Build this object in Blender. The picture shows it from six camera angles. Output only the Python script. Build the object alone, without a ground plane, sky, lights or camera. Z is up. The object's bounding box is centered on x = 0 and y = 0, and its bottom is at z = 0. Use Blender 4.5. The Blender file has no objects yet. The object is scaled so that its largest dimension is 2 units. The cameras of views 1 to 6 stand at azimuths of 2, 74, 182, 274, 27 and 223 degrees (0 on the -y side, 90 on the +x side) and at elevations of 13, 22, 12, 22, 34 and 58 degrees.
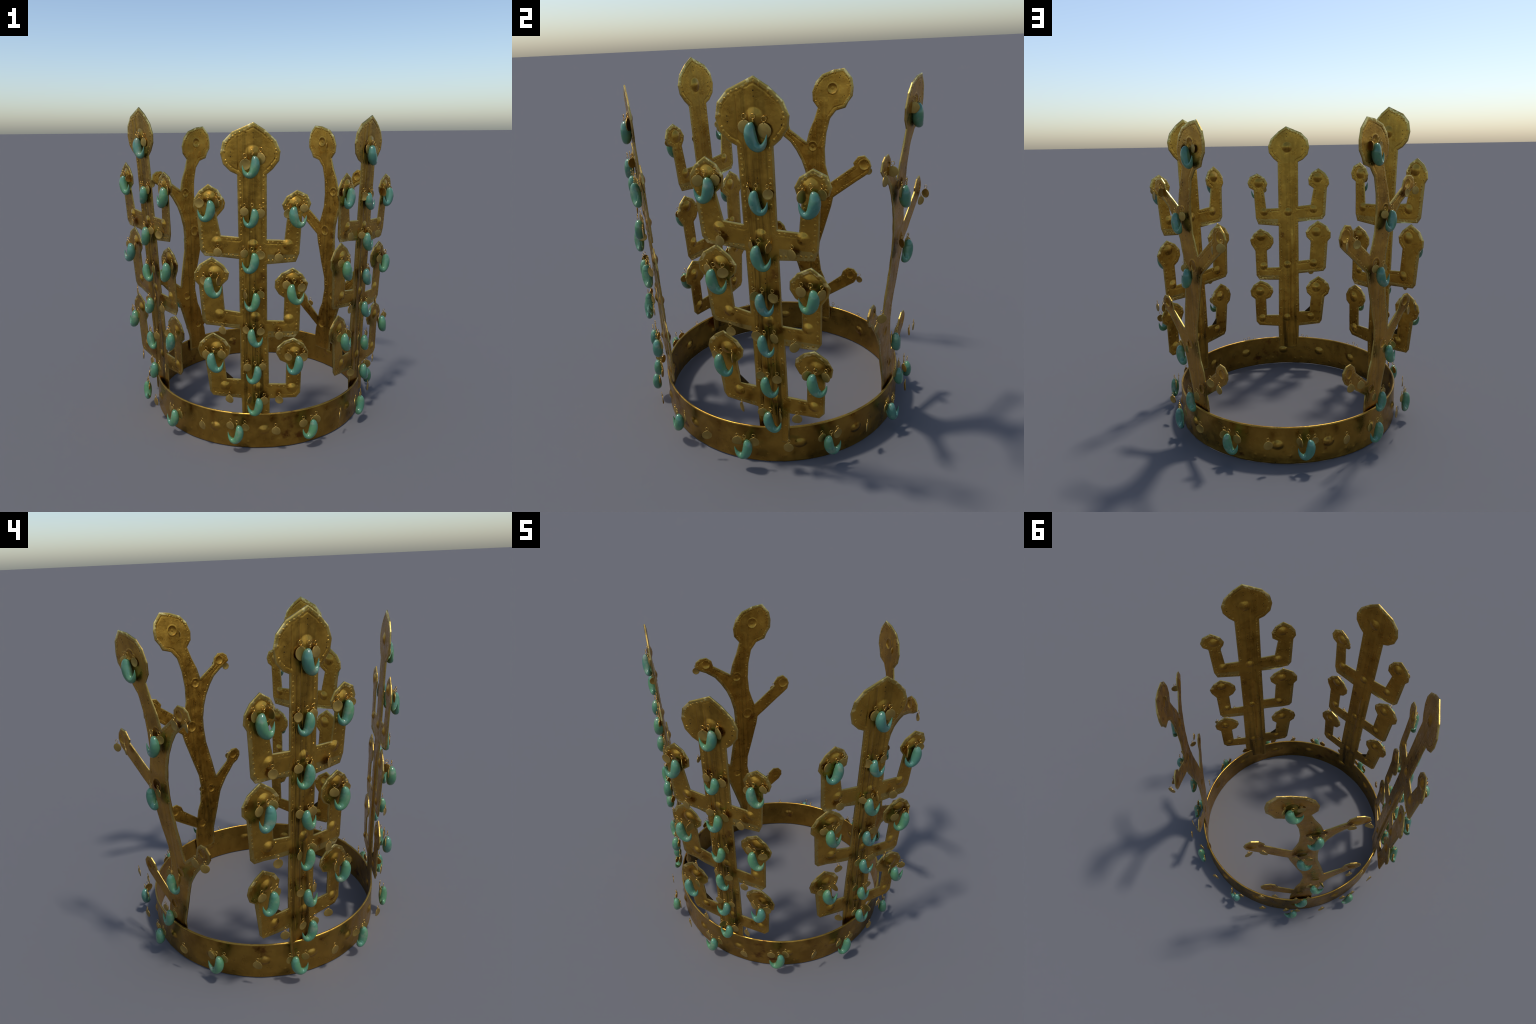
import bpy, bmesh, math, random
import numpy as np
from mathutils import Matrix, Vector
from mathutils.geometry import delaunay_2d_cdt

# ------------------------------------------------------------------ helpers
def link(ob, parent=None):
    bpy.context.scene.collection.objects.link(ob)
    if parent is not None:
        ob.parent = parent
    return ob

def mesh_object(name, verts, faces, parent=None, mats=(), face_mats=None, smooth=True, sharp=35.0):
    me = bpy.data.meshes.new(name)
    me.from_pydata([tuple(map(float, v)) for v in verts], [], [tuple(map(int, f)) for f in faces])
    for m in mats:
        me.materials.append(m)
    if face_mats is not None:
        me.polygons.foreach_set("material_index", np.asarray(face_mats, dtype=np.int32))
    if smooth:
        me.polygons.foreach_set("use_smooth", np.ones(len(me.polygons), dtype=bool))
        me.set_sharp_from_angle(angle=math.radians(sharp))
    me.update()
    return link(bpy.data.objects.new(name, me), parent)

class Geo:
    """collects vertices and faces of many small pieces"""
    def __init__(self):
        self.v, self.f = [], []
    def add(self, v, f):
        k = len(self.v)
        self.v += list(v)
        self.f += [tuple(i + k for i in q) for q in f]

def dome(c, n, t, rx, ry, h, seg=10, rings=3, sink=0.0):
    """low dome on a surface: centre c, normal n, tangent t"""
    c, n, t = Vector(c), Vector(n).normalized(), Vector(t).normalized()
    b = n.cross(t)
    v, f = [], []
    for i in range(rings):
        a = math.pi / 2 * i / rings
        for j in range(seg):
            p = 2 * math.pi * j / seg
            v.append(c + t * (rx * math.cos(a) * math.cos(p)) + b * (ry * math.cos(a) * math.sin(p)) + n * (h * math.sin(a) - sink))
    v.append(c + n * (h - sink))
    for i in range(rings - 1):
        for j in range(seg):
            k = (j + 1) % seg
            f.append((i * seg + j, i * seg + k, (i + 1) * seg + k, (i + 1) * seg + j))
    for j in range(seg):
        f.append(((rings - 1) * seg + j, (rings - 1) * seg + (j + 1) % seg, rings * seg))
    return v, f

def torus(R, r, n=20, m=8, axis='y'):
    v, f = [], []
    for i in range(n):
        a = 2 * math.pi * i / n
        for j in range(m):
            b = 2 * math.pi * j / m
            q = R + r * math.cos(b)
            v.append(Vector((q * math.cos(a), r * math.sin(b), q * math.sin(a))))
    for i in range(n):
        for j in range(m):
            f.append((i * m + j, ((i + 1) % n) * m + j, ((i + 1) % n) * m + (j + 1) % m, i * m + (j + 1) % m))
    return v, f

# ---------------------------------------------------------------- materials
def nodes(mat):
    mat.use_nodes = True
    nt = mat.node_tree
    nt.nodes.clear()
    return nt

class NB:
    def __init__(self, nt):
        self.nt = nt
    def n(self, kind, **kw):
        nd = self.nt.nodes.new(kind)
        for k, v in kw.items():
            if k.startswith('i_'):
                nd.inputs[k[2:].replace('_', ' ')].default_value = v
            else:
                setattr(nd, k, v)
        return nd
    def l(self, a, b):
        self.nt.links.new(a, b)
    def noise(self, vec, scale, detail=4, rough=0.55, stretch=None):
        if stretch is not None:
            mp = self.n('ShaderNodeMapping')
            mp.inputs['Scale'].default_value = stretch
            self.l(vec, mp.inputs['Vector'])
            vec = mp.outputs['Vector']
        nd = self.n('ShaderNodeTexNoise')
        nd.inputs['Scale'].default_value = scale
        nd.inputs['Detail'].default_value = detail
        nd.inputs['Roughness'].default_value = rough
        self.l(vec, nd.inputs['Vector'])
        return nd.outputs['Fac']
    def ramp(self, fac, lo, hi, a=0.0, b=1.0):
        nd = self.n('ShaderNodeMapRange')
        nd.interpolation_type = 'SMOOTHSTEP'
        nd.inputs['From Min'].default_value = lo
        nd.inputs['From Max'].default_value = hi
        nd.inputs['To Min'].default_value = a
        nd.inputs['To Max'].default_value = b
        self.l(fac, nd.inputs['Value'])
        return nd.outputs['Result']
    def math(self, op, a, b=None):
        nd = self.n('ShaderNodeMath', operation=op)
        for i, x in enumerate((a, b)):
            if x is None:
                continue
            if isinstance(x, (int, float)):
                nd.inputs[i].default_value = x
            else:
                self.l(x, nd.inputs[i])
        return nd.outputs[0]
    def mix(self, fac, a, b):
        nd = self.n('ShaderNodeMix', data_type='RGBA')
        if isinstance(fac, (int, float)):
            nd.inputs[0].default_value = fac
        else:
            self.l(fac, nd.inputs[0])
        for s, x in ((6, a), (7, b)):
            if isinstance(x, tuple):
                nd.inputs[s].default_value = (*x, 1)
            else:
                self.l(x, nd.inputs[s])
        return nd.outputs[2]

def gold_material(name, base=(0.55, 0.308, 0.048), dark=(0.30, 0.150, 0.020), light=(0.68, 0.46, 0.11),
                  streak=0.0, streak_half=0.07, redbrown=0.65, green=0.4, metallic=1.0, rough=0.32, bump=0.36, pale=0.25):
    mat = bpy.data.materials.new(name)
    nt = nodes(mat)
    b = NB(nt)
    out = b.n('ShaderNodeOutputMaterial')
    p = b.n('ShaderNodeBsdfPrincipled')
    b.l(p.outputs[0], out.inputs[0])
    tc = b.n('ShaderNodeTexCoord').outputs['Object']
    col = b.mix(b.ramp(b.noise(tc, 7.0, 5, 0.6), 0.36, 0.66), dark, base)
    col = b.mix(b.ramp(b.noise(tc, 2.4, 3, 0.5), 0.30, 0.62, 0.0, 0.8), base, col)
    col = b.mix(b.ramp(b.noise(tc, 34.0, 6, 0.65), 0.56, 0.76, 0.0, pale), col, light)
    if streak > 0:
        sx = b.n('ShaderNodeSeparateXYZ')
        b.l(tc, sx.inputs[0])
        ax = b.math('ABSOLUTE', sx.outputs['X'])
        band = b.ramp(ax, streak_half * 0.72, streak_half, 1.0, 0.0)
        low = b.ramp(sx.outputs['Z'], 0.55, 1.75, 1.0, 0.45)
        s = b.ramp(b.noise(tc, 9.0, 4, 0.6, stretch=(5.0, 1.0, 0.16)), 0.42, 0.62)
        face = b.ramp(sx.outputs['Y'], -0.001, 0.001, 1.0, 0.45)
        s = b.math('MULTIPLY', s, face)
        col = b.mix(b.math('MULTIPLY', b.math('MULTIPLY', s, band), b.math('MULTIPLY', low, streak)), col, (0.105, 0.062, 0.013))  # occlusion and fold shading on the stem, painted in as dark streaks
    col = b.mix(b.ramp(b.noise(tc, 8.1, 4, 0.6), 0.60, 0.74, 0.0, redbrown), col, (0.155, 0.052, 0.014))
    off = b.n('ShaderNodeMapping')
    off.inputs['Location'].default_value = (3.1, 7.7, 1.3)
    b.l(tc, off.inputs['Vector'])
    col = b.mix(b.ramp(b.noise(off.outputs[0], 6.6, 3, 0.55), 0.655, 0.76, 0.0, green), col, (0.105, 0.120, 0.022))
    b.l(col, p.inputs['Base Color'])
    p.inputs['Metallic'].default_value = metallic
    b.l(b.ramp(b.noise(tc, 22.0, 5, 0.6), 0.3, 0.7, rough - 0.08, rough + 0.12), p.inputs['Roughness'])
    bp = b.n('ShaderNodeBump')
    bp.inputs['Strength'].default_value = bump
    bp.inputs['Distance'].default_value = 0.0025
    h = b.math('ADD', b.noise(tc, 60.0, 5, 0.6), b.math('MULTIPLY', b.noise(tc, 14.0, 3, 0.5), 1.6))
    b.l(h, bp.inputs['Height'])
    b.l(bp.outputs[0], p.inputs['Normal'])
    return mat

def jade_material():
    mat = bpy.data.materials.new("turquoise_jade")
    nt = nodes(mat)
    b = NB(nt)
    out = b.n('ShaderNodeOutputMaterial')
    p = b.n('ShaderNodeBsdfPrincipled')
    b.l(p.outputs[0], out.inputs[0])
    tc = b.n('ShaderNodeTexCoord').outputs['Object']
    info = b.n('ShaderNodeObjectInfo').outputs['Random']
    add = b.n('ShaderNodeVectorMath', operation='ADD')
    b.l(tc, add.inputs[0])
    cmb = b.n('ShaderNodeCombineXYZ')
    b.l(b.math('MULTIPLY', info, 31.0), cmb.inputs[0])
    b.l(b.math('MULTIPLY', info, 17.0), cmb.inputs[2])
    tint = b.ramp(info, 0.55, 1.0, 0.0, 0.7)
    b.l(cmb.outputs[0], add.inputs[1])
    v = add.outputs[0]
    col = b.mix(b.ramp(b.noise(v, 14.0, 3, 0.5), 0.35, 0.68), (0.080, 0.212, 0.096), (0.058, 0.178, 0.112))
    col = b.mix(tint, col, (0.058, 0.176, 0.142))
    col = b.mix(b.ramp(b.noise(v, 22.0, 4, 0.6), 0.50, 0.75, 0.0, 0.75), col, (0.200, 0.235, 0.150))  # grey-brown highlights baked into the jade colour
    col = b.mix(b.ramp(b.noise(v, 60.0, 5, 0.6), 0.56, 0.76, 0.0, 0.5), col, (0.022, 0.11, 0.075))
    b.l(col, p.inputs['Base Color'])
    p.inputs['Roughness'].default_value = 0.24
    p.inputs['Coat Weight'].default_value = 0.35
    p.inputs['Coat Roughness'].default_value = 0.12
    return mat

def plain(name, col, metallic, rough):
    mat = bpy.data.materials.new(name)
    nt = nodes(mat)
    b = NB(nt)
    out = b.n('ShaderNodeOutputMaterial')
    p = b.n('ShaderNodeBsdfPrincipled')
    b.l(p.outputs[0], out.inputs[0])
    tc = b.n('ShaderNodeTexCoord').outputs['Object']
    dk = tuple(c * 0.7 for c in col)
    b.l(b.mix(b.ramp(b.noise(tc, 70.0, 4, 0.6), 0.4, 0.65), dk, col), p.inputs['Base Color'])
    p.inputs['Metallic'].default_value = metallic
    p.inputs['Roughness'].default_value = rough
    return mat

M_TREE = gold_material("aged_gold_sheet", streak=0.85, streak_half=0.066)
M_RIM = gold_material("pale_gold_border", base=(0.50, 0.345, 0.095), dark=(0.36, 0.23, 0.05), light=(0.72, 0.55, 0.20), redbrown=0.3, green=0.3, pale=0.5)
M_ANTLER = gold_material("aged_gold_antler", base=(0.55, 0.292, 0.044), streak=0.5, streak_half=0.085)
M_BAND = gold_material("aged_gold_band", base=(0.45, 0.255, 0.045), dark=(0.27, 0.14, 0.022), redbrown=0.85, green=0.55, metallic=1.0, rough=0.34, pale=0.15)
M_WORN = gold_material("worn_bright_edge", base=(0.52, 0.36, 0.09), dark=(0.36, 0.23, 0.045), light=(0.86, 0.76, 0.42), redbrown=0.2, green=0.35, pale=0.0)
def worn_patches(mat):
    nt = mat.node_tree
    b = NB(nt)
    p = next(n for n in nt.nodes if n.type == 'BSDF_PRINCIPLED')
    src = p.inputs['Base Color'].links[0].from_socket
    tc = b.n('ShaderNodeTexCoord').outputs['Object']
    col = b.mix(b.ramp(b.noise(tc, 26.0, 3, 0.5), 0.51, 0.58, 0.0, 0.9), src, (0.84, 0.64, 0.24))
    b.l(col, p.inputs['Base Color'])
worn_patches(M_WORN)
M_BEAD = gold_material("pale_gold_bead", base=(0.53, 0.31, 0.056), dark=(0.30, 0.155, 0.023), light=(0.72, 0.52, 0.17), redbrown=0.5, green=0.3, pale=0.6)
M_WIRE = plain("gold_wire", (0.70, 0.43, 0.10), 1.0, 0.25)
M_DISC = gold_material("dull_gold_spangle", base=(0.40, 0.262, 0.066), dark=(0.29, 0.175, 0.038), light=(0.50, 0.36, 0.115), redbrown=0.15, green=0.15, metallic=0.85, rough=0.40)
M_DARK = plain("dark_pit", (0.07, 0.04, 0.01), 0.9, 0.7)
M_JADE = jade_material()

# -------------------------------------------------------------------- plates
class Waves:
    """smooth random waviness of hammered sheet"""
    def __init__(self, seed, n=22, fmin=14, fmax=80):
        r = np.random.default_rng(seed)
        a = r.uniform(0, 2 * np.pi, n)
        f = r.uniform(fmin, fmax, n)
        self.k = np.stack([np.cos(a) * f, np.sin(a) * f], 1)
        self.p = r.uniform(0, 2 * np.pi, n)
        self.w = 1.0 / np.sqrt(f)
        self.w /= self.w.sum()
    def __call__(self, P):
        return (np.cos(P @ self.k.T + self.p) * self.w).sum(1) * 2.0

def dist_outline(P, O):
    d = np.full(len(P), 1e9)
    for i in range(len(O)):
        a, b = O[i], O[(i + 1) % len(O)]
        e = b - a
        t = np.clip(((P - a) @ e) / (e @ e), 0, 1)
        d = np.minimum(d, np.hypot(*(P - a - t[:, None] * e).T))
    return d

def inside(P, O):
    c = np.zeros(len(P), bool)
    j = len(O) - 1
    for i in range(len(O)):
        xi, yi = O[i]
        xj, yj = O[j]
        m = (yi > P[:, 1]) != (yj > P[:, 1])
        with np.errstate(divide='ignore', invalid='ignore'):
            c ^= m & (P[:, 0] < (xj - xi) * (P[:, 1] - yi) / (yj - yi) + xi)
        j = i
    return c

def resample(O, step):
    out = []
    for i in range(len(O)):
        a, b = O[i], O[(i + 1) % len(O)]
        k = max(1, int(round(np.hypot(*(b - a)) / step)))
        for q in range(k):
            out.append(a + (b - a) * q / k)
    return np.array(out)

def swell(O, d):
    """push a counter-clockwise outline outwards by d"""
    out = []
    for i in range(len(O)):
        a, b, c = O[i - 1], O[i], O[(i + 1) % len(O)]
        u, v = (b - a) / np.hypot(*(b - a)), (c - b) / np.hypot(*(c - b))
        n = np.array([u[1] + v[1], -u[0] - v[0]])
        n /= max(np.hypot(*n), 0.2)
        k = max(0.5, n @ np.array([u[1], -u[0]]))
        out.append(b + n * d / k)
    return np.array(out)

def seg_dist(P, a, b):
    a, b = np.array(a), np.array(b)
    e = b - a
    t = np.clip(((P - a) @ e) / (e @ e), 0, 1)
    return np.hypot(*(P - a - t[:, None] * e).T)

def plate(name, outline, parent, mats, thick, relief_f, relief_b, front=-1, step=0.0050, rim_rule=None, bend=None):
    """flat sheet with the given outline in local x,z; relief functions give height over the front and back"""
    O = np.array(outline, float)
    area = sum(O[i][0] * O[(i + 1) % len(O)][1] - O[(i + 1) % len(O)][0] * O[i][1] for i in range(len(O)))
    if area < 0:
        O = O[::-1]
    O = swell(O if area >= 0 else O, 0.0016)
    R = resample(O, step)
    nb = len(R)
    lo, hi = O.min(0), O.max(0)
    xs = np.arange(lo[0], hi[0], step)
    zs = np.arange(lo[1], hi[1], step * 0.866)
    G = np.array([(x + (0.5 * step if i % 2 else 0), z) for i, z in enumerate(zs) for x in xs])
    G = G[inside(G, O)]
    G = G[dist_outline(G, O) > step * 0.55]
    # a ring of points just inside the edge gives the rim a crisp rounded fold
    pts = [Vector(p) for p in np.vstack([R, G])]
    res = delaunay_2d_cdt(pts, [(i, (i + 1) % nb) for i in range(nb)], [], 1, 1e-6)
    P = np.array([tuple(v) for v in res[0]])
    F = [tuple(f) for f in res[2]]
    E = {}
    for f in F:
        for i in range(3):
            e = (f[i], f[(i + 1) % 3])
            E[e] = E.get(e, 0) + 1
    border = [e for e in E if (e[1], e[0]) not in E]
    d = dist_outline(P, O)
    edge = 0.0022 * np.clip(1 - d / 0.006, 0, 1) ** 2
    # a faint pressed line runs round the border, stronger here and weaker there
    line = 0.0013 * np.exp(-((d - 0.0235) / 0.0028) ** 2) * (0.65 + 0.5 * np.sin(P[:, 0] * 31 + 1) * np.cos(P[:, 1] * 17))
    hf = thick / 2 + relief_f(P) - edge - line
    hb = thick / 2 + relief_b(P) - edge - line
    n = len(P)
    mid = front * bend(P) if bend is not None else 0.0
    V = np.vstack([np.c_[P[:, 0], mid + front * hf, P[:, 1]], np.c_[P[:, 0], mid - front * hb, P[:, 1]]])
    faces, fm = [], []
    for f in F:
        g = f if front < 0 else f[::-1]
        faces.append(g)
        faces.append(tuple(i + n for i in g[::-1]))
        c = P[list(f)].mean(0)
        m = int(rim_rule(c, d[list(f)].mean())) if rim_rule is not None else 0
        fm += [m, m]
    for a, b in border:
        q = (b, a, a + n, b + n) if front < 0 else (a, b, b + n, a + n)
        faces.append(q)
        fm.append(1)
    return mesh_object(name, V, faces, parent, mats, fm)

def inset_path(outline, inset, spacing, keep=None, seed=0, drop=0.1):
    """points evenly spaced along a line just inside the outline"""
    rng = random.Random(seed)
    O = np.array(outline, float)
    area = sum(O[i][0] * O[(i + 1) % len(O)][1] - O[(i + 1) % len(O)][0] * O[i][1] for i in range(len(O)))
    sg = 1 if area > 0 else -1
    out = []
    for i in range(len(O)):
        a, b = O[i], O[(i + 1) % len(O)]
        e = b - a
        L = np.hypot(*e)
        e = e / L
        nrm = np.array([-e[1], e[0]]) * sg
        k = max(1, int(L / spacing))
        for q in range(k):
            p = a + e * L * (q + 0.5) / k + nrm * inset
            out.append(p)
    out = np.array(out)
    ok = inside(out, O) & (dist_outline(out, O) > inset * 0.9)
    res = []
    for p, o in zip(out, ok):
        if o and rng.random() > drop and (keep is None or keep(p)):
            if all((p[0] - q[0]) ** 2 + (p[1] - q[1]) ** 2 > (spacing * 0.6) ** 2 for q in res[-400:]):
                res.append((p[0] + rng.uniform(-1, 1) * 0.0022, p[1] + rng.uniform(-1, 1) * 0.0028))
    return res

# tree-shaped uprights: half-metre lobed branches on a broad stem, finial on top
TREE = [(0.011, 1.902), (0.070, 1.864), (0.127, 1.811), (0.149, 1.755), (0.143, 1.707), (0.109, 1.663), (0.077, 1.636),
        (0.076, 1.282), (0.174, 1.278), (0.190, 1.419), (0.169, 1.447), (0.161, 1.474), (0.184, 1.516), (0.240, 1.551), (0.295, 1.525), (0.314, 1.479), (0.302, 1.444), (0.267, 1.424),
        (0.254, 1.205), (0.235, 1.157), (0.076, 1.143),
        (0.076, 0.811), (0.171, 0.808), (0.175, 0.947), (0.144, 0.968), (0.121, 1.007), (0.123, 1.047), (0.158, 1.089), (0.221, 1.121), (0.272, 1.085), (0.304, 1.032), (0.295, 0.995), (0.264, 0.947),
        (0.259, 0.746), (0.235, 0.7110), (0.082, 0.7090),
        (0.085, 0.416), (0.185, 0.415), (0.188, 0.549), (0.152, 0.565), (0.129, 0.609), (0.135, 0.644), (0.174, 0.681), (0.228, 0.703), (0.285, 0.666), (0.311, 0.619), (0.305, 0.577), (0.273, 0.550),
        (0.268, 0.362), (0.243, 0.332), (0.090, 0.323), (0.085, 0.140), (-0.068, 0.133), (-0.074, 0.325),
        (-0.241, 0.344), (-0.259, 0.370), (-0.281, 0.567), (-0.311, 0.591), (-0.323, 0.634), (-0.312, 0.673), (-0.275, 0.709), (-0.233, 0.734), (-0.166, 0.691), (-0.136, 0.644), (-0.143, 0.602), (-0.175, 0.568),
        (-0.161, 0.448), (-0.078, 0.444), (-0.076, 0.761),
        (-0.272, 0.782), (-0.291, 0.806), (-0.305, 1.019), (-0.329, 1.047), (-0.329, 1.090), (-0.300, 1.137), (-0.230, 1.181), (-0.165, 1.135), (-0.135, 1.092), (-0.142, 1.054), (-0.175, 1.021),
        (-0.165, 0.872), (-0.077, 0.860), (-0.076, 1.174),
        (-0.265, 1.193), (-0.287, 1.224), (-0.300, 1.436), (-0.318, 1.465), (-0.312, 1.508), (-0.285, 1.549), (-0.235, 1.585), (-0.184, 1.553), (-0.158, 1.507), (-0.162, 1.460), (-0.199, 1.433),
        (-0.175, 1.305), (-0.077, 1.295), (-0.078, 1.636), (-0.114, 1.653), (-0.152, 1.691), (-0.165, 1.746), (-0.151, 1.806), (-0.103, 1.854)]
TREE_BOSS = [(0.005, 1.748, 0.034, 0.010), (-0.228, 1.515, 0.031, 0.011), (0.229, 1.480, 0.031, 0.011), (0.190, 1.254, 0.026, 0.011), (-0.196, 1.272, 0.026, 0.011), (0.001, 1.252, 0.027, 0.010),
             (0.218, 1.060, 0.031, 0.011), (-0.217, 1.094, 0.031, 0.011), (0.200, 0.821, 0.026, 0.011), (0.012, 0.832, 0.026, 0.010), (-0.194, 0.846, 0.026, 0.011),
             (0.235, 0.616, 0.031, 0.011), (-0.216, 0.646, 0.031, 0.011), (0.219, 0.392, 0.026, 0.011), (-0.172, 0.404, 0.026, 0.011), (0.020, 0.396, 0.026, 0.010)]
TREE_PIT = [(0.003, 1.494), (0.007, 1.033), (0.018, 0.606), (0.008, 1.839), (0.118, 1.731), (-0.112, 1.742)]
THICK = 0.0095

def bosses(P, lst, r_scale=1.0):
    h = np.zeros(len(P))
    for x, z, r, a in lst:
        q = np.hypot(P[:, 0] - x, P[:, 1] - z) / (r * r_scale)
        h += 1.0 * a * np.clip(1 - (q / 1.18) ** 2, 0, 1) ** 1.6
        h -= 0.0005 * np.exp(-((q - 1.2) / 0.25) ** 2)
    return h

def tree_relief(seed, back=False):
    w = Waves(seed)
    k = 0.2 if back else 0.8
    def f(P):
        h = 0.0011 * w(P) + bosses(P, TREE_BOSS)
        if not back:
            # shallow trough pressed down the middle of the stem
            h -= 0.0022 * np.exp(-((P[:, 0] - 0.004) / 0.026) ** 2) * np.clip((1.40 - P[:, 1]) / 0.2, 0, 1)
        for a, b, dep, wd in (((-0.042, 0.30), (-0.042, 1.62), 0.0034, 0.0030), ((-0.073, 1.66), (-0.073, 1.83), 0.0036, 0.0030), ((-0.052, 0.16), (-0.056, 1.60), 0.0020, 0.003),
                              ((-0.008, 1.33), (-0.030, 1.85), 0.0036, 0.0042), ((0.004, 0.30), (-0.004, 1.36), 0.0016, 0.006), ((0.026, 0.30), (0.018, 1.30), 0.0016, 0.005)):
            h -= k * dep * np.exp(-(seg_dist(P, a, b) / wd) ** 2)
        if back:
            # the stem is doubled by a low fold pressed inwards, beside the centre line
            h += 0.009 * np.exp(-((P[:, 0] + 0.030) / 0.019) ** 4) * np.clip((P[:, 1] - 0.36) / 0.05, 0, 1) * np.clip((1.12 - P[:, 1]) / 0.12, 0, 1)
        return h
    return f

# antler uprights: wavy stem with four side branches
ANTLER = [(-0.167, 1.898), (-0.215, 1.840), (-0.225, 1.787), (-0.221, 1.732), (-0.192, 1.694), (-0.175, 1.660), (-0.147, 1.652), (-0.112, 1.641), (-0.072, 1.591), (-0.048, 1.499), (-0.037, 1.390), (-0.043, 1.289), (-0.061, 1.223), (-0.080, 1.166),
          (-0.245, 1.289), (-0.239, 1.309), (-0.270, 1.351), (-0.313, 1.359), (-0.346, 1.327), (-0.358, 1.292), (-0.346, 1.250), (-0.318, 1.227), (-0.263, 1.188), (-0.100, 1.066), (-0.087, 1.005),
          (-0.067, 0.938), (-0.034, 0.827), (-0.004, 0.731), (0.004, 0.645), (-0.014, 0.520), (-0.041, 0.460), (-0.053, 0.401),
          (-0.170, 0.497), (-0.183, 0.535), (-0.218, 0.564), (-0.260, 0.559), (-0.286, 0.528), (-0.284, 0.495), (-0.264, 0.459), (-0.066, 0.322), (-0.075, 0.292), (-0.081, 0.217), (-0.081, 0.140),
          (0.078, 0.140), (0.080, 0.265), (0.123, 0.412), (0.168, 0.556), (0.188, 0.590), (0.230, 0.649), (0.308, 0.737), (0.351, 0.760), (0.374, 0.794), (0.374, 0.825), (0.347, 0.855), (0.304, 0.857), (0.271, 0.829), (0.253, 0.777), (0.142, 0.689),
          (0.114, 0.831), (0.084, 0.969), (0.078, 1.077), (0.081, 1.155), (0.101, 1.242), (0.126, 1.308), (0.165, 1.375), (0.206, 1.430), (0.266, 1.475), (0.308, 1.495), (0.342, 1.523), (0.330, 1.562), (0.300, 1.581), (0.257, 1.583), (0.223, 1.556), (0.213, 1.516), (0.090, 1.433),
          (0.070, 1.506), (0.034, 1.584), (0.010, 1.658), (0.044, 1.702), (0.048, 1.757), (0.024, 1.820), (-0.020, 1.864), (-0.096, 1.890)]
ANTLER_DIMPLE = [(-0.089, 1.778, 0.030), (0.046, 1.407, 0.028), (-0.020, 1.104, 0.032), (0.089, 0.602, 0.027), (-0.014, 0.344, 0.026), (0.262, 1.535, 0.026), (0.312, 0.815, 0.028), (-0.312, 1.300, 0.031), (-0.236, 0.512, 0.026)]
ANTLER_PIT = [(-0.141, 1.854), (-0.135, 1.843), (0.003, 1.811), (0.011, 1.797), (-0.168, 1.733), (-0.157, 1.726), (0.017, 1.572), (0.018, 1.555), (0.031, 1.271), (0.030, 1.248), (0.015, 0.889), (0.028, 0.873), (-0.034, 0.253), (-0.033, 0.240), (-0.190, 1.180), (-0.205, 1.190), (0.200, 1.475), (0.215, 1.482), (0.235, 0.720), (0.245, 0.730)]

def antler_relief(seed, flip):
    w = Waves(seed)
    def f(P):
        Q = P * np.array([flip, 1.0])
        h = 0.0019 * w(Q)
        for x, z, r in ANTLER_DIMPLE:
            q = np.hypot(Q[:, 0] - x, Q[:, 1] - z) / r
            h -= 0.0048 * np.clip(1 - q ** 2, 0, 1) ** 0.8
            h += 0.0016 * np.exp(-((q - 1.08) / 0.12) ** 2)
        for a, b, dep, wd in (((-0.09, 1.62), (0.08, 1.28), 0.0018, 0.004), ((0.02, 1.0), (0.05, 0.62), 0.0016, 0.006), ((0.03, 0.55), (0.00, 0.16), 0.0018, 0.006), ((0.06, 1.0), (0.075, 0.68), 0.0016, 0.005)):
            h -= 0.35 * dep * np.exp(-(seg_dist(Q, a, b) / wd) ** 2)
        return h
    return f

# -------------------------------------------------------------------- crown
crown = bpy.data.objects.new("crown", None)
link(crown)
crown["label"] = "ancient gold crown with tree uprights, antlers and jade pendants"
crown["category"] = "crown"

def foot_bend(P):
    return 0.016 * np.clip((0.55 - P[:, 1]) / 0.41, 0, 1) ** 1.3

def tree_bend(P):
    # the middle left arm is bent back a little
    arm = np.clip((-0.08 - P[:, 0]) / 0.13, 0, 1) * np.clip((P[:, 1] - 0.755) / 0.02, 0, 1) * np.clip((1.189 - P[:, 1]) / 0.01, 0, 1)
    return foot_bend(P) - 0.013 * arm

def rod(w):
    w = Vector(w)
    th = w.length
    return Matrix.Rotation(th, 3, w / th) if th > 1e-9 else Matrix.Identity(3)

def tree_matrix(az, tilt, s, loc):
    R = Matrix.Rotation(math.radians(az), 3, 'Z') @ rod(tilt) * s
    M = R.to_4x4()
    M.translation = Vector(loc)
    return M

TREES = [  # azimuth of rotation, small tilt, scale, origin, pendant plane (x centre, distance)
    (0.0, (0.0285, 0.0, 0.0), 1.0, (0.0, -0.7200 + 0.0285 * 1.068, 0.0003), (0.004, 0.768)),
    (73.0, (0.0370, -0.0073, -0.3833), 1.026, (0.6419, -0.2490, -0.0065), (0.213, 0.740, 51.0)),
    (-73.0, (0.0438, 0.0063, 0.3984), 1.058, (-0.6255, -0.2291, -0.0082), (-0.223, 0.717, -50.2)),
]

def near_finial(c, heads, lo):
    return any((c[0] - x) ** 2 + (c[1] - z) ** 2 < r * r and c[1] > z + lo * r for x, z, r in heads)

TREE_HEADS = [(0.0, 1.745, 0.20), (-0.235, 1.495, 0.12), (0.238, 1.465, 0.12), (-0.232, 1.085, 0.13), (0.215, 1.035, 0.12), (-0.232, 0.645, 0.12), (0.228, 0.620, 0.11)]

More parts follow.
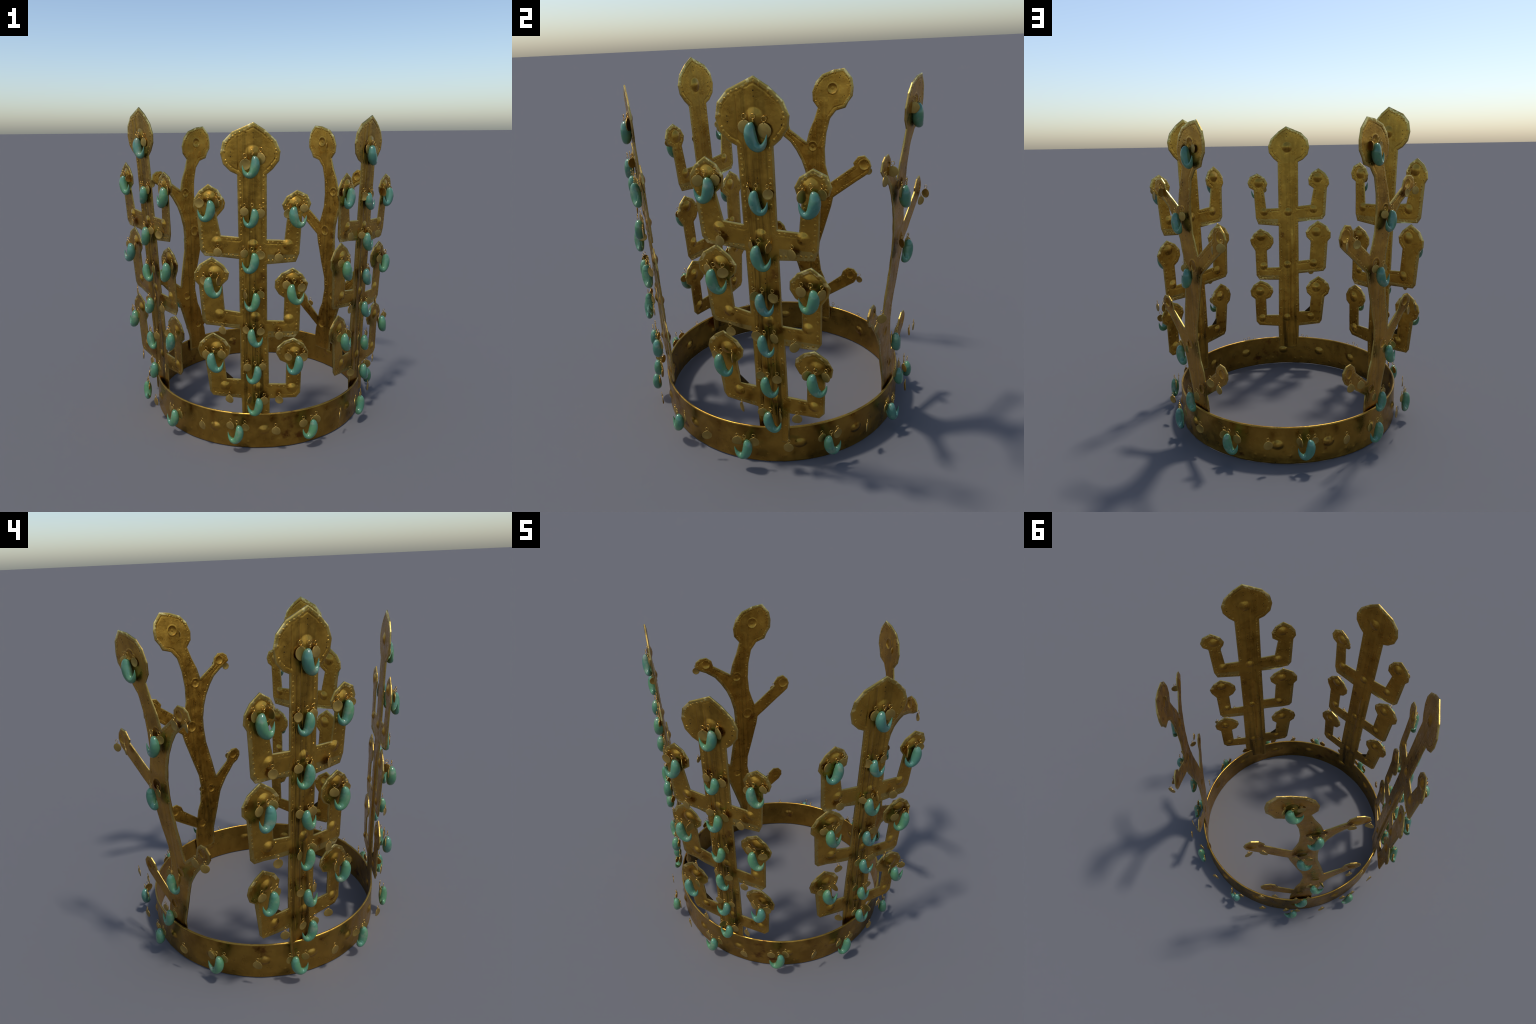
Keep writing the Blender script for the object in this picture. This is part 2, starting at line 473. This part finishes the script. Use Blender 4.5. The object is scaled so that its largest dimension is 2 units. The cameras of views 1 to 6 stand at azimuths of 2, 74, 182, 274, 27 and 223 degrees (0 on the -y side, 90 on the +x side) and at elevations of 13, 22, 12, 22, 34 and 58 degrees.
def tree_rim(c, d):
    x, z = c
    if d < 0.017 and near_finial(c, TREE_HEADS, 0.05):
        return 2
    for x0, x1, z0, hgt in ((-0.30, -0.08, 1.185, 0.020), (0.08, 0.26, 1.150, 0.048), (-0.30, -0.08, 0.775, 0.014), (0.08, 0.27, 0.706, 0.040), (-0.26, -0.08, 0.335, 0.016)):
        if x0 < x < x1 and z0 - 0.02 < z < z0 + hgt:
            return 1
    if d < 0.006:
        return True
    if x < -0.17 and z < 1.42 and d < 0.020 and x < -0.25 and not (0.56 < z < 0.74 or 1.0 < z < 1.19):
        return True
    return False

tree_mesh = None
for i, (az, tilt, s, loc, pend) in enumerate(TREES):
    if tree_mesh is None:
        ob = plate("tree_upright", TREE, crown, (M_TREE, M_RIM, M_WORN), THICK, tree_relief(3), tree_relief(3, True), front=-1, rim_rule=tree_rim, bend=tree_bend, step=0.0036)
        tree_mesh = ob.data
        G = Geo()
        pts = inset_path(TREE, 0.0165, 0.0225, keep=lambda p: random.Random(int(p[0] * 1e5) ^ int(p[1] * 1e5)).random() < min(1.0, 0.25 + 0.62 * p[1]), seed=5, drop=0.10)
        rel = tree_relief(3)
        pa = np.array(pts)
        hh = rel(pa)
        mm = -tree_bend(pa)
        rr = random.Random(8)
        for (x, z), h, mid in zip(pts, hh, mm):
            r = rr.uniform(0.0046, 0.0080)
            for sg in (-1, 1):
                G.add(*dome((x, mid + sg * (THICK / 2 + h - 0.0004), z), (0, sg, 0), (1, 0, 0), r, r * rr.uniform(0.7, 1.6), r * rr.uniform(0.14, 0.30), 8, 4))
        bead = mesh_object("edge_bead", G.v, G.f, None, (M_BEAD,))
        bead_mesh = bead.data
        bpy.data.objects.remove(bead)
        G = Geo()
        for x, z in TREE_PIT:
            h = rel(np.array([[x, z]]))[0]
            for sg in (-1, 1):
                for dz in (-0.011, 0.011):
                    G.add(*dome((x, sg * (THICK / 2 + h - 0.0003), z + dz), (0, sg, 0), (1, 0, 0), 0.0036, 0.0036, 0.0007, 8, 2))
        pit = mesh_object("pin_hole", G.v, G.f, None, (M_DARK,))
        pit_mesh = pit.data
        bpy.data.objects.remove(pit)
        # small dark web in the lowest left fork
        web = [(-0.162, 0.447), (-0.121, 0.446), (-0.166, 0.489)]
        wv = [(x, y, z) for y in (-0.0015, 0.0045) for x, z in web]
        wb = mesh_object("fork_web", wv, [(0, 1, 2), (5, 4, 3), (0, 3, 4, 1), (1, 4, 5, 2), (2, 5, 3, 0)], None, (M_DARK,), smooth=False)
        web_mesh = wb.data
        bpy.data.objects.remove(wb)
    else:
        ob = link(bpy.data.objects.new("tree_upright", tree_mesh), crown)
    ob.matrix_local = tree_matrix(az, tilt, s, loc)
    for nm, me in (("edge_bead", bead_mesh), ("pin_hole", pit_mesh), ("fork_web", web_mesh)):
        q = link(bpy.data.objects.new(nm, me), ob)
        if nm != "fork_web":
            q["kind"] = "stuff"

# antlers, mirror images of each other
XM = 0.0135
AN = Vector((0.742241, 0.669218, -0.035011)).normalized()
AH = Vector((0.669628, -0.742697, 0.0))
AW = Vector((0.026003, 0.023445, 0.999387))
AO = Vector((0.509596, 0.459461, 0.0))

ANT_SHEET = {}

def antler_bend(flip):
    # foot curves out to the band; the sheet is also slightly twisted about its stem
    def f(P):
        low = np.clip((1.10 - P[:, 1]) / 0.25, 0, 1) * np.clip((P[:, 1] - 0.15) / 0.3, 0, 1)
        return (0.75 if flip > 0 else 1.0) * foot_bend(P) + (-0.003 if flip > 0 else 0.002) * low + 0.014 * np.sign(P[:, 0] * flip) * np.clip(np.abs(P[:, 0]) - 0.13, 0, 1) * (P[:, 1] < 1.65)
    return f

def antler_rim(flip):
    def f(c, d):
        x = c[0] * flip
        if d < 0.014 and c[1] > 1.80:
            return 2
        if d < 0.006:
            return True
        return d < 0.016 and ((x > 0.05 and c[1] < 1.5) or (x < -0.03 and c[1] > 1.66))
    return f

for m in (1, -1):
    outline = [(x * m, z) for x, z in ANTLER]
    X = Vector((AH.x, AH.y * 1.0, 0)) if m == 1 else Vector((AH.x, -AH.y, 0))
    Z = Vector((AW.x * m, AW.y, AW.z))
    Y = Z.cross(X)
    org = AO.copy() if m == 1 else Vector((2 * XM - AO.x, AO.y, 0))
    N = Vector((AN.x * m, AN.y, AN.z))
    front = 1 if Y.dot(N) > 0 else -1
    rel = antler_relief(12, m)
    ob = plate("antler_upright", outline, crown, (M_ANTLER, M_RIM, M_WORN), THICK, rel, rel, front=front, rim_rule=antler_rim(m), bend=antler_bend(m), step=0.0042)
    M = Matrix((X, Y, Z)).transposed().to_4x4()
    M.translation = org
    ob.matrix_local = M
    ANT_SHEET[m] = (M, front)
    G = Geo()
    pts = inset_path(outline, 0.015, 0.0195, keep=lambda p: p[1] > 0.45, seed=9, drop=0.2)
    pa = np.array(pts)
    hh = rel(pa)
    mm = front * antler_bend(m)(pa)
    rr = random.Random(4)
    for (x, z), h, mid in zip(pts, hh, mm):
        r = rr.uniform(0.0040, 0.0066)
        for sg in (-1, 1):
            G.add(*dome((x, mid + sg * (THICK / 2 + h - 0.0004), z), (0, sg, 0), (1, 0, 0), r, r * rr.uniform(0.7, 1.6), r * rr.uniform(0.14, 0.30), 8, 4))
    q = mesh_object("edge_bead", G.v, G.f, ob, (M_BEAD,))
    q["kind"] = "stuff"
    G = Geo()
    for x, z in ANTLER_PIT:
        h = rel(np.array([[x * m, z]]))[0]
        mid = front * antler_bend(m)(np.array([[x * m, z]]))[0]
        for sg in (-1, 1):
            G.add(*dome((x * m, mid + sg * (THICK / 2 + h - 0.0003), z), (0, sg, 0), (1, 0, 0), 0.0036, 0.0036, 0.0006, 8, 2))
    q = mesh_object("pin_hole", G.v, G.f, ob, (M_DARK,))
    q["kind"] = "stuff"

# ------------------------------------------------------------------ headband
BAND_C, BAND_R, BAND_T, BAND_Z0, BAND_Z1 = (0.010, 0.0), 0.7135, 0.011, 0.0, 0.2265
BOSS_AZ = [-20.3, 3.6, 29, 54, 79, 105, 129, 152, 176, -160.6, -136, -111, -87, -65, -43]
band_dots = [(-35 + 6.2 * k + (k * 37 % 5) * 0.6, 0.052 - (k * 53 % 7) * 0.0018) for k in range(58) if k % 4 != 2]
band_pits = [(az + 12.5, 0.118) for az in BOSS_AZ]
w1 = Waves(21, 24, 14, 90)
NT, NZ = 900, 44
prof_z = np.linspace(BAND_Z0, BAND_Z1, NZ)
th = np.linspace(-math.pi, math.pi, NT, endpoint=False)
TT, ZZ = np.meshgrid(th, prof_z, indexing='ij')
arc = np.stack([TT.ravel() * BAND_R, ZZ.ravel()], 1)
rel = 0.0014 * w1(arc)
for az in BOSS_AZ:
    dx = (np.degrees(TT.ravel()) - az + 180) % 360 - 180
    q = np.hypot(np.radians(dx) * BAND_R / 0.037, (ZZ.ravel() - 0.120) / 0.029)
    rel += 0.012 * np.clip(1 - q ** 2, 0, 1) ** 1.05
for az, z in band_dots:
    dx = (np.degrees(TT.ravel()) - az + 180) % 360 - 180
    q = np.hypot(np.radians(dx) * BAND_R / 0.0085, (ZZ.ravel() - z) / 0.0085)
    rel += 0.0022 * np.clip(1 - q ** 2, 0, 1)
edge = np.minimum(ZZ.ravel() - BAND_Z0, BAND_Z1 - ZZ.ravel())
rel -= 0.003 * np.clip(1 - edge / 0.004, 0, 1) ** 2
rel += 0.0014 * np.exp(-((edge - 0.007) / 0.003) ** 2)
fade = 1.0
V = []
for sgn, base in ((1, BAND_R + BAND_T / 2), (-1, BAND_R - BAND_T / 2)):
    # bosses bulge on the outer face and are rivet-like bumps on the inner face as well
    r = base + sgn * rel
    V.append(np.stack([BAND_C[0] + r * np.sin(TT.ravel()), BAND_C[1] - r * np.cos(TT.ravel()), ZZ.ravel()], 1))
V = np.vstack(V)
idx = lambda s, i, j: s * NT * NZ + (i % NT) * NZ + j
F = []
for i in range(NT):
    for j in range(NZ - 1):
        F.append((idx(0, i, j), idx(0, i + 1, j), idx(0, i + 1, j + 1), idx(0, i, j + 1)))
        F.append((idx(1, i, j), idx(1, i, j + 1), idx(1, i + 1, j + 1), idx(1, i + 1, j)))
    F.append((idx(0, i, NZ - 1), idx(0, i + 1, NZ - 1), idx(1, i + 1, NZ - 1), idx(1, i, NZ - 1)))
    F.append((idx(0, i + 1, 0), idx(0, i, 0), idx(1, i, 0), idx(1, i + 1, 0)))
mesh_object("headband", V, F, crown, (M_BAND,), sharp=60)

# ------------------------------------------------------------------ pendants
def jade_mesh():
    """comma-shaped bead hanging below a loop at the origin; tail curls up on the -x side"""
    S = 0.000202
    ctrl = [(645, 172, 30), (646, 185, 48), (652, 215, 72), (662, 258, 93), (671, 320, 109), (670, 380, 118), (660, 445, 121), (636, 525, 117), (592, 594, 105), (528, 634, 91), (460, 630, 70), (406, 582, 49), (371, 512, 31), (353, 445, 16), (346, 392, 3)]
    P = np.array([((x - 600) * S, (62 - y) * S, r * S) for x, y, r in ctrl])
    # smooth spline through the control points
    n = len(P)
    out = []
    for i in range(n - 1):
        p0, p1, p2, p3 = P[max(i - 1, 0)], P[i], P[i + 1], P[min(i + 2, n - 1)]
        for k in range(4):
            t = k / 4
            out.append(0.5 * ((2 * p1) + (-p0 + p2) * t + (2 * p0 - 5 * p1 + 4 * p2 - p3) * t * t + (-p0 + 3 * p1 - 3 * p2 + p3) * t ** 3))
    out.append(P[-1])
    C = np.array(out)
    m = 20
    v, f = [], []
    for i in range(len(C)):
        a, b = C[max(i - 1, 0)], C[min(i + 1, len(C) - 1)]
        t = Vector((b[0] - a[0], 0, b[1] - a[1])).normalized()
        s = Vector((0, 1, 0)).cross(t)
        c = Vector((C[i][0], 0, C[i][1]))
        r = max(C[i][2], 0.0003)
        for j in range(m):
            q = 2 * math.pi * j / m
            v.append(c + s * (r * math.cos(q)) + Vector((0, 1, 0)) * (r * 1.04 * math.sin(q)))
    for i in range(len(C) - 1):
        for j in range(m):
            k = (j + 1) % m
            f.append((i * m + j, (i + 1) * m + j, (i + 1) * m + k, i * m + k))
    a = C[0]
    v.append(Vector((a[0], 0, a[1] + a[2] * 0.25)))
    f += [(j, (j + 1) % m, len(v) - 1) for j in range(m)]
    v.append(Vector((C[-1][0], 0, C[-1][1])))
    f += [((len(C) - 1) * m + (j + 1) % m, (len(C) - 1) * m + j, len(v) - 1) for j in range(m)]
    ob = mesh_object("jade_pendant", v, f, None, (M_JADE,), sharp=80)
    me = ob.data
    bpy.data.objects.remove(ob)
    return me

def loop_mesh(R, r, link_drop):
    G = Geo()
    G.add(*torus(R, r))
    # the small twisted eye that joins the loop to what hangs from it
    v, f = torus(0.0042, r * 0.9, 12, 6)
    Rm = Matrix.Rotation(math.radians(80), 3, 'Z')
    G.add([Rm @ p + Vector((0, 0, link_drop)) for p in v], f)
    ob = mesh_object("wire_loop", G.v, G.f, None, (M_WIRE,), sharp=80)
    me = ob.data
    bpy.data.objects.remove(ob)
    return me

def disc_mesh(k):
    """thin beaten disc, slightly dished, hanging from the origin"""
    R, T, n = 0.0245, 0.0022, 28
    rad = [0.0, 0.3, 0.6, 0.85, 0.95, 1.0]
    v, f = [], []
    for side in (0, 1):
        for i, q in enumerate(rad):
            for j in range(n):
                a = 2 * math.pi * j / n
                rr = R * q * (1 + 0.02 * math.sin(2 * a + k) + 0.015 * math.sin(3 * a + 2 * k))
                dish = 0.0022 * (1 - q * q) * (1 if k % 2 else -1) + (0.0006 if 0.8 < q < 0.97 else 0) * (1 if side else -1)
                x, z = rr * math.cos(a), rr * math.sin(a)
                bend = 0.0016 * math.sin(70 * x + k) * (k % 3)
                v.append(Vector((x, dish + bend + (T / 2 if side else -T / 2), z - 0.0125 - R)))
    m = len(rad)
    for side in (0, 1):
        for i in range(m - 1):
            for j in range(n):
                a, b = side * m * n + i * n + j, side * m * n + i * n + (j + 1) % n
                c, d = side * m * n + (i + 1) * n + (j + 1) % n, side * m * n + (i + 1) * n + j
                f.append((a, b, c, d) if side else (a, d, c, b))
    for j in range(n):
        f.append(((m - 1) * n + j, (m - 1) * n + (j + 1) % n, 2 * m * n - n + (j + 1) % n, 2 * m * n - n + j))
    bm = bmesh.new()
    vs = [bm.verts.new(p) for p in v]
    for q in f:
        bm.faces.new([vs[i] for i in q])
    bmesh.ops.remove_doubles(bm, verts=bm.verts, dist=1e-6)
    bmesh.ops.dissolve_degenerate(bm, edges=bm.edges, dist=1e-6)
    bmesh.ops.recalc_face_normals(bm, faces=bm.faces)
    me = bpy.data.meshes.new("spangle")
    bm.to_mesh(me)
    bm.free()
    me.materials.append(M_DISC)
    me.polygons.foreach_set("use_smooth", np.ones(len(me.polygons), dtype=bool))
    me.set_sharp_from_angle(angle=math.radians(50))
    return me

JADE = jade_mesh()
LOOP_J = loop_mesh(0.0092, 0.00135, -0.0165)
LOOP_D = loop_mesh(0.0085, 0.0012, -0.0115)
DISCS = [disc_mesh(k) for k in range(5)]
rng = random.Random(77)

def hang(mesh, name, loop, M):
    ob = link(bpy.data.objects.new(name, mesh), crown)
    ob.matrix_local = M
    link(bpy.data.objects.new("wire_loop", loop), ob)
    return ob

def frame(p, az, yaw, s=1.0, roll=0.0):
    M = Matrix.Rotation(math.radians(az + yaw), 4, 'Z') @ Matrix.Rotation(math.radians(roll), 4, 'Y') @ Matrix.Scale(s, 4)
    M.translation = Vector(p)
    return M

SHEET = None

def clear(p, need, drop):
    """move a hanging point outwards until what hangs below it clears the sheet"""
    if SHEET is None:
        return Vector(p)
    M, sign = SHEET
    out = (M.to_3x3() @ Vector((0, sign, 0))).normalized()
    q = M.inverted() @ (Vector(p) - Vector((0, 0, drop)))
    gap = q.y * sign * M.to_scale().x
    return Vector(p) + out * max(0.0, need - gap)

def spangle(p, az, s=1.0, yaw=None):
    if yaw is None:
        yaw = rng.choice([rng.uniform(-25, 25), rng.uniform(-25, 25), rng.uniform(-75, 75)])
    hang(rng.choice(DISCS), "spangle", LOOP_D, frame(p, az, yaw, s, rng.uniform(-4, 4)))

def cluster(p, az, right, s=1.0, gap=0.042, radius=1.0, drop=None):
    """jade comma with a spangle on each side; az is the direction faced"""
    yaw = (180 if right else 0) + rng.uniform(-9, 9)
    p = clear(p, 0.0225 * s, 0.055 * s)
    hang(JADE, "jade_pendant", LOOP_J, frame(p, az, yaw, s))
    a = math.radians(az)
    t = Vector((math.cos(a), math.sin(a), 0))
    n = Vector((math.sin(a), -math.cos(a), 0))
    for sg in (-1, 1):
        q = Vector(p) + t * sg * (gap + rng.uniform(-0.003, 0.004)) - n * rng.uniform(0.010, 0.022) + Vector((0, 0, rng.uniform(-0.012, 0.005) if drop is None else drop[sg > 0]))
        q = clear(q, 0.012, 0.02)
        spangle(q, az, radius * rng.uniform(0.9, 1.12))

# positions on the front tree: x, z, bead size
TREE_PEND = [('head', 0.004, 1.753, 1.07), ('s1', 0.000, 1.475, 0.97), ('s2', -0.003, 1.236, 1.07), ('s3', 0.003, 1.008, 1.00), ('s4', 0.002, 0.795, 0.98), ('s5', 0.008, 0.572, 1.00), ('s6', 0.014, 0.373, 1.03),
             ('L1', -0.236, 1.523, 1.07), ('R1', 0.235, 1.488, 1.07), ('L2', -0.230, 1.102, 1.12), ('R2', 0.226, 1.059, 1.08), ('L3', -0.228, 0.655, 1.09), ('R3', 0.242, 0.638, 1.07)]
TREE_DISC = [(-0.190, 1.254), (0.144, 1.222), (-0.174, 0.802), (0.144, 0.772), (-0.144, 0.378), (0.144, 0.375)]
SIDE_DROP = {'head': (-0.022, 0.009), 'R1': (-0.026, -0.002)}
TAIL_RIGHT = [{'s4', 'R1', 'L2', 'R2', 'L3'}, {'head', 's1', 's2', 's3', 's4', 's5', 's6', 'L2', 'L3', 'R3'}, {'head', 's3', 's5', 'L1'}]
for i, (az, tilt, s, loc, pend) in enumerate(TREES):
    A = pend[2] if len(pend) > 2 else 0.0
    ca, sa = math.cos(math.radians(A)), math.sin(math.radians(A))
    t, n = Vector((ca, sa, 0)), Vector((sa, -ca, 0))
    zo = 0.0 if i == 0 else -0.008
    x0 = pend[0] if i else 0.0
    SHEET = (tree_matrix(az, tilt, s, loc), -1)
    for key, x, z, sz in TREE_PEND:
        p = t * (x0 + x * s) + n * pend[1] + Vector((0, 0, z * s + zo))
        cluster(p + Vector((0, 0, 0.002)), A, key in TAIL_RIGHT[i], 0.98 * sz * s, gap=0.042 * s, radius=(1.15 if key == 'head' else 1.0) * s, drop=SIDE_DROP.get(key) if i == 0 else None)
    for x, z in TREE_DISC:
        p = t * (x0 + x * s) + n * (pend[1] - 0.012) + Vector((0, 0, z * s + zo))
        spangle(p, A, s)

SHEET = None
# antler pendants: h along the plate, z, tail side seen from outside
ANT_PEND = [(-0.088, 1.790, 1.07), (0.055, 1.424, 1.06), (-0.015, 1.118, 1.06), (0.086, 0.630, 1.03), (0.001, 0.360, 1.02)]
ANT_RIGHT = {1: [1, 1, 0, 1, 1], -1: [1, 0, 1, 1, 0]}
ANT_DISC = {1: [(0.239, 1.541), (0.333, 1.515), (-0.273, 1.270), (-0.356, 1.291), (0.301, 0.826), (0.377, 0.812), (-0.286, 0.490), (-0.198, 0.498)],
            -1: [(0.240, 1.520), (0.330, 1.528), (-0.332, 1.288), (-0.250, 1.287), (0.296, 0.801), (0.380, 0.803), (-0.288, 0.497), (-0.192, 0.483)]}
D0 = AO.dot(Vector((0.742, 0.670, 0)))
for m in (1, -1):
    nrm = Vector((0.742, 0.670, 0)).normalized()
    SHEET = ANT_SHEET[m]
    for k, (h, z, sz) in enumerate(ANT_PEND):
        p = AO + AH * h
        p = p + nrm * (0.772 - p.dot(nrm))
        p.z = z
        if m < 0:
            p.x = 2 * XM - p.x
        cluster(p, 132.1 * m, bool(ANT_RIGHT[m][k]), sz)
    for h, z in ANT_DISC[m]:
        p = AO + AH * h
        p = p + nrm * (0.760 - p.dot(nrm))
        p.z = z
        if m < 0:
            p.x = 2 * XM - p.x
        spangle(p, 132.1 * m)

SHEET = None
# headband pendants
BAND_RIGHT = [0, 0, 0, 1, 1, 1, 0, 0, 0, 1, 0]
for k in range(11):
    az = -7.8 + 360 / 11 * k
    a = math.radians(az)
    cluster((0.005 + 0.790 * math.sin(a), -0.790 * math.cos(a), 0.209), az, BAND_RIGHT[k], 1.06)
    a2 = math.radians(az + 16.6)
    spangle((0.005 + 0.785 * math.sin(a2), -0.785 * math.cos(a2), 0.188), az + 16.6, 1.06)
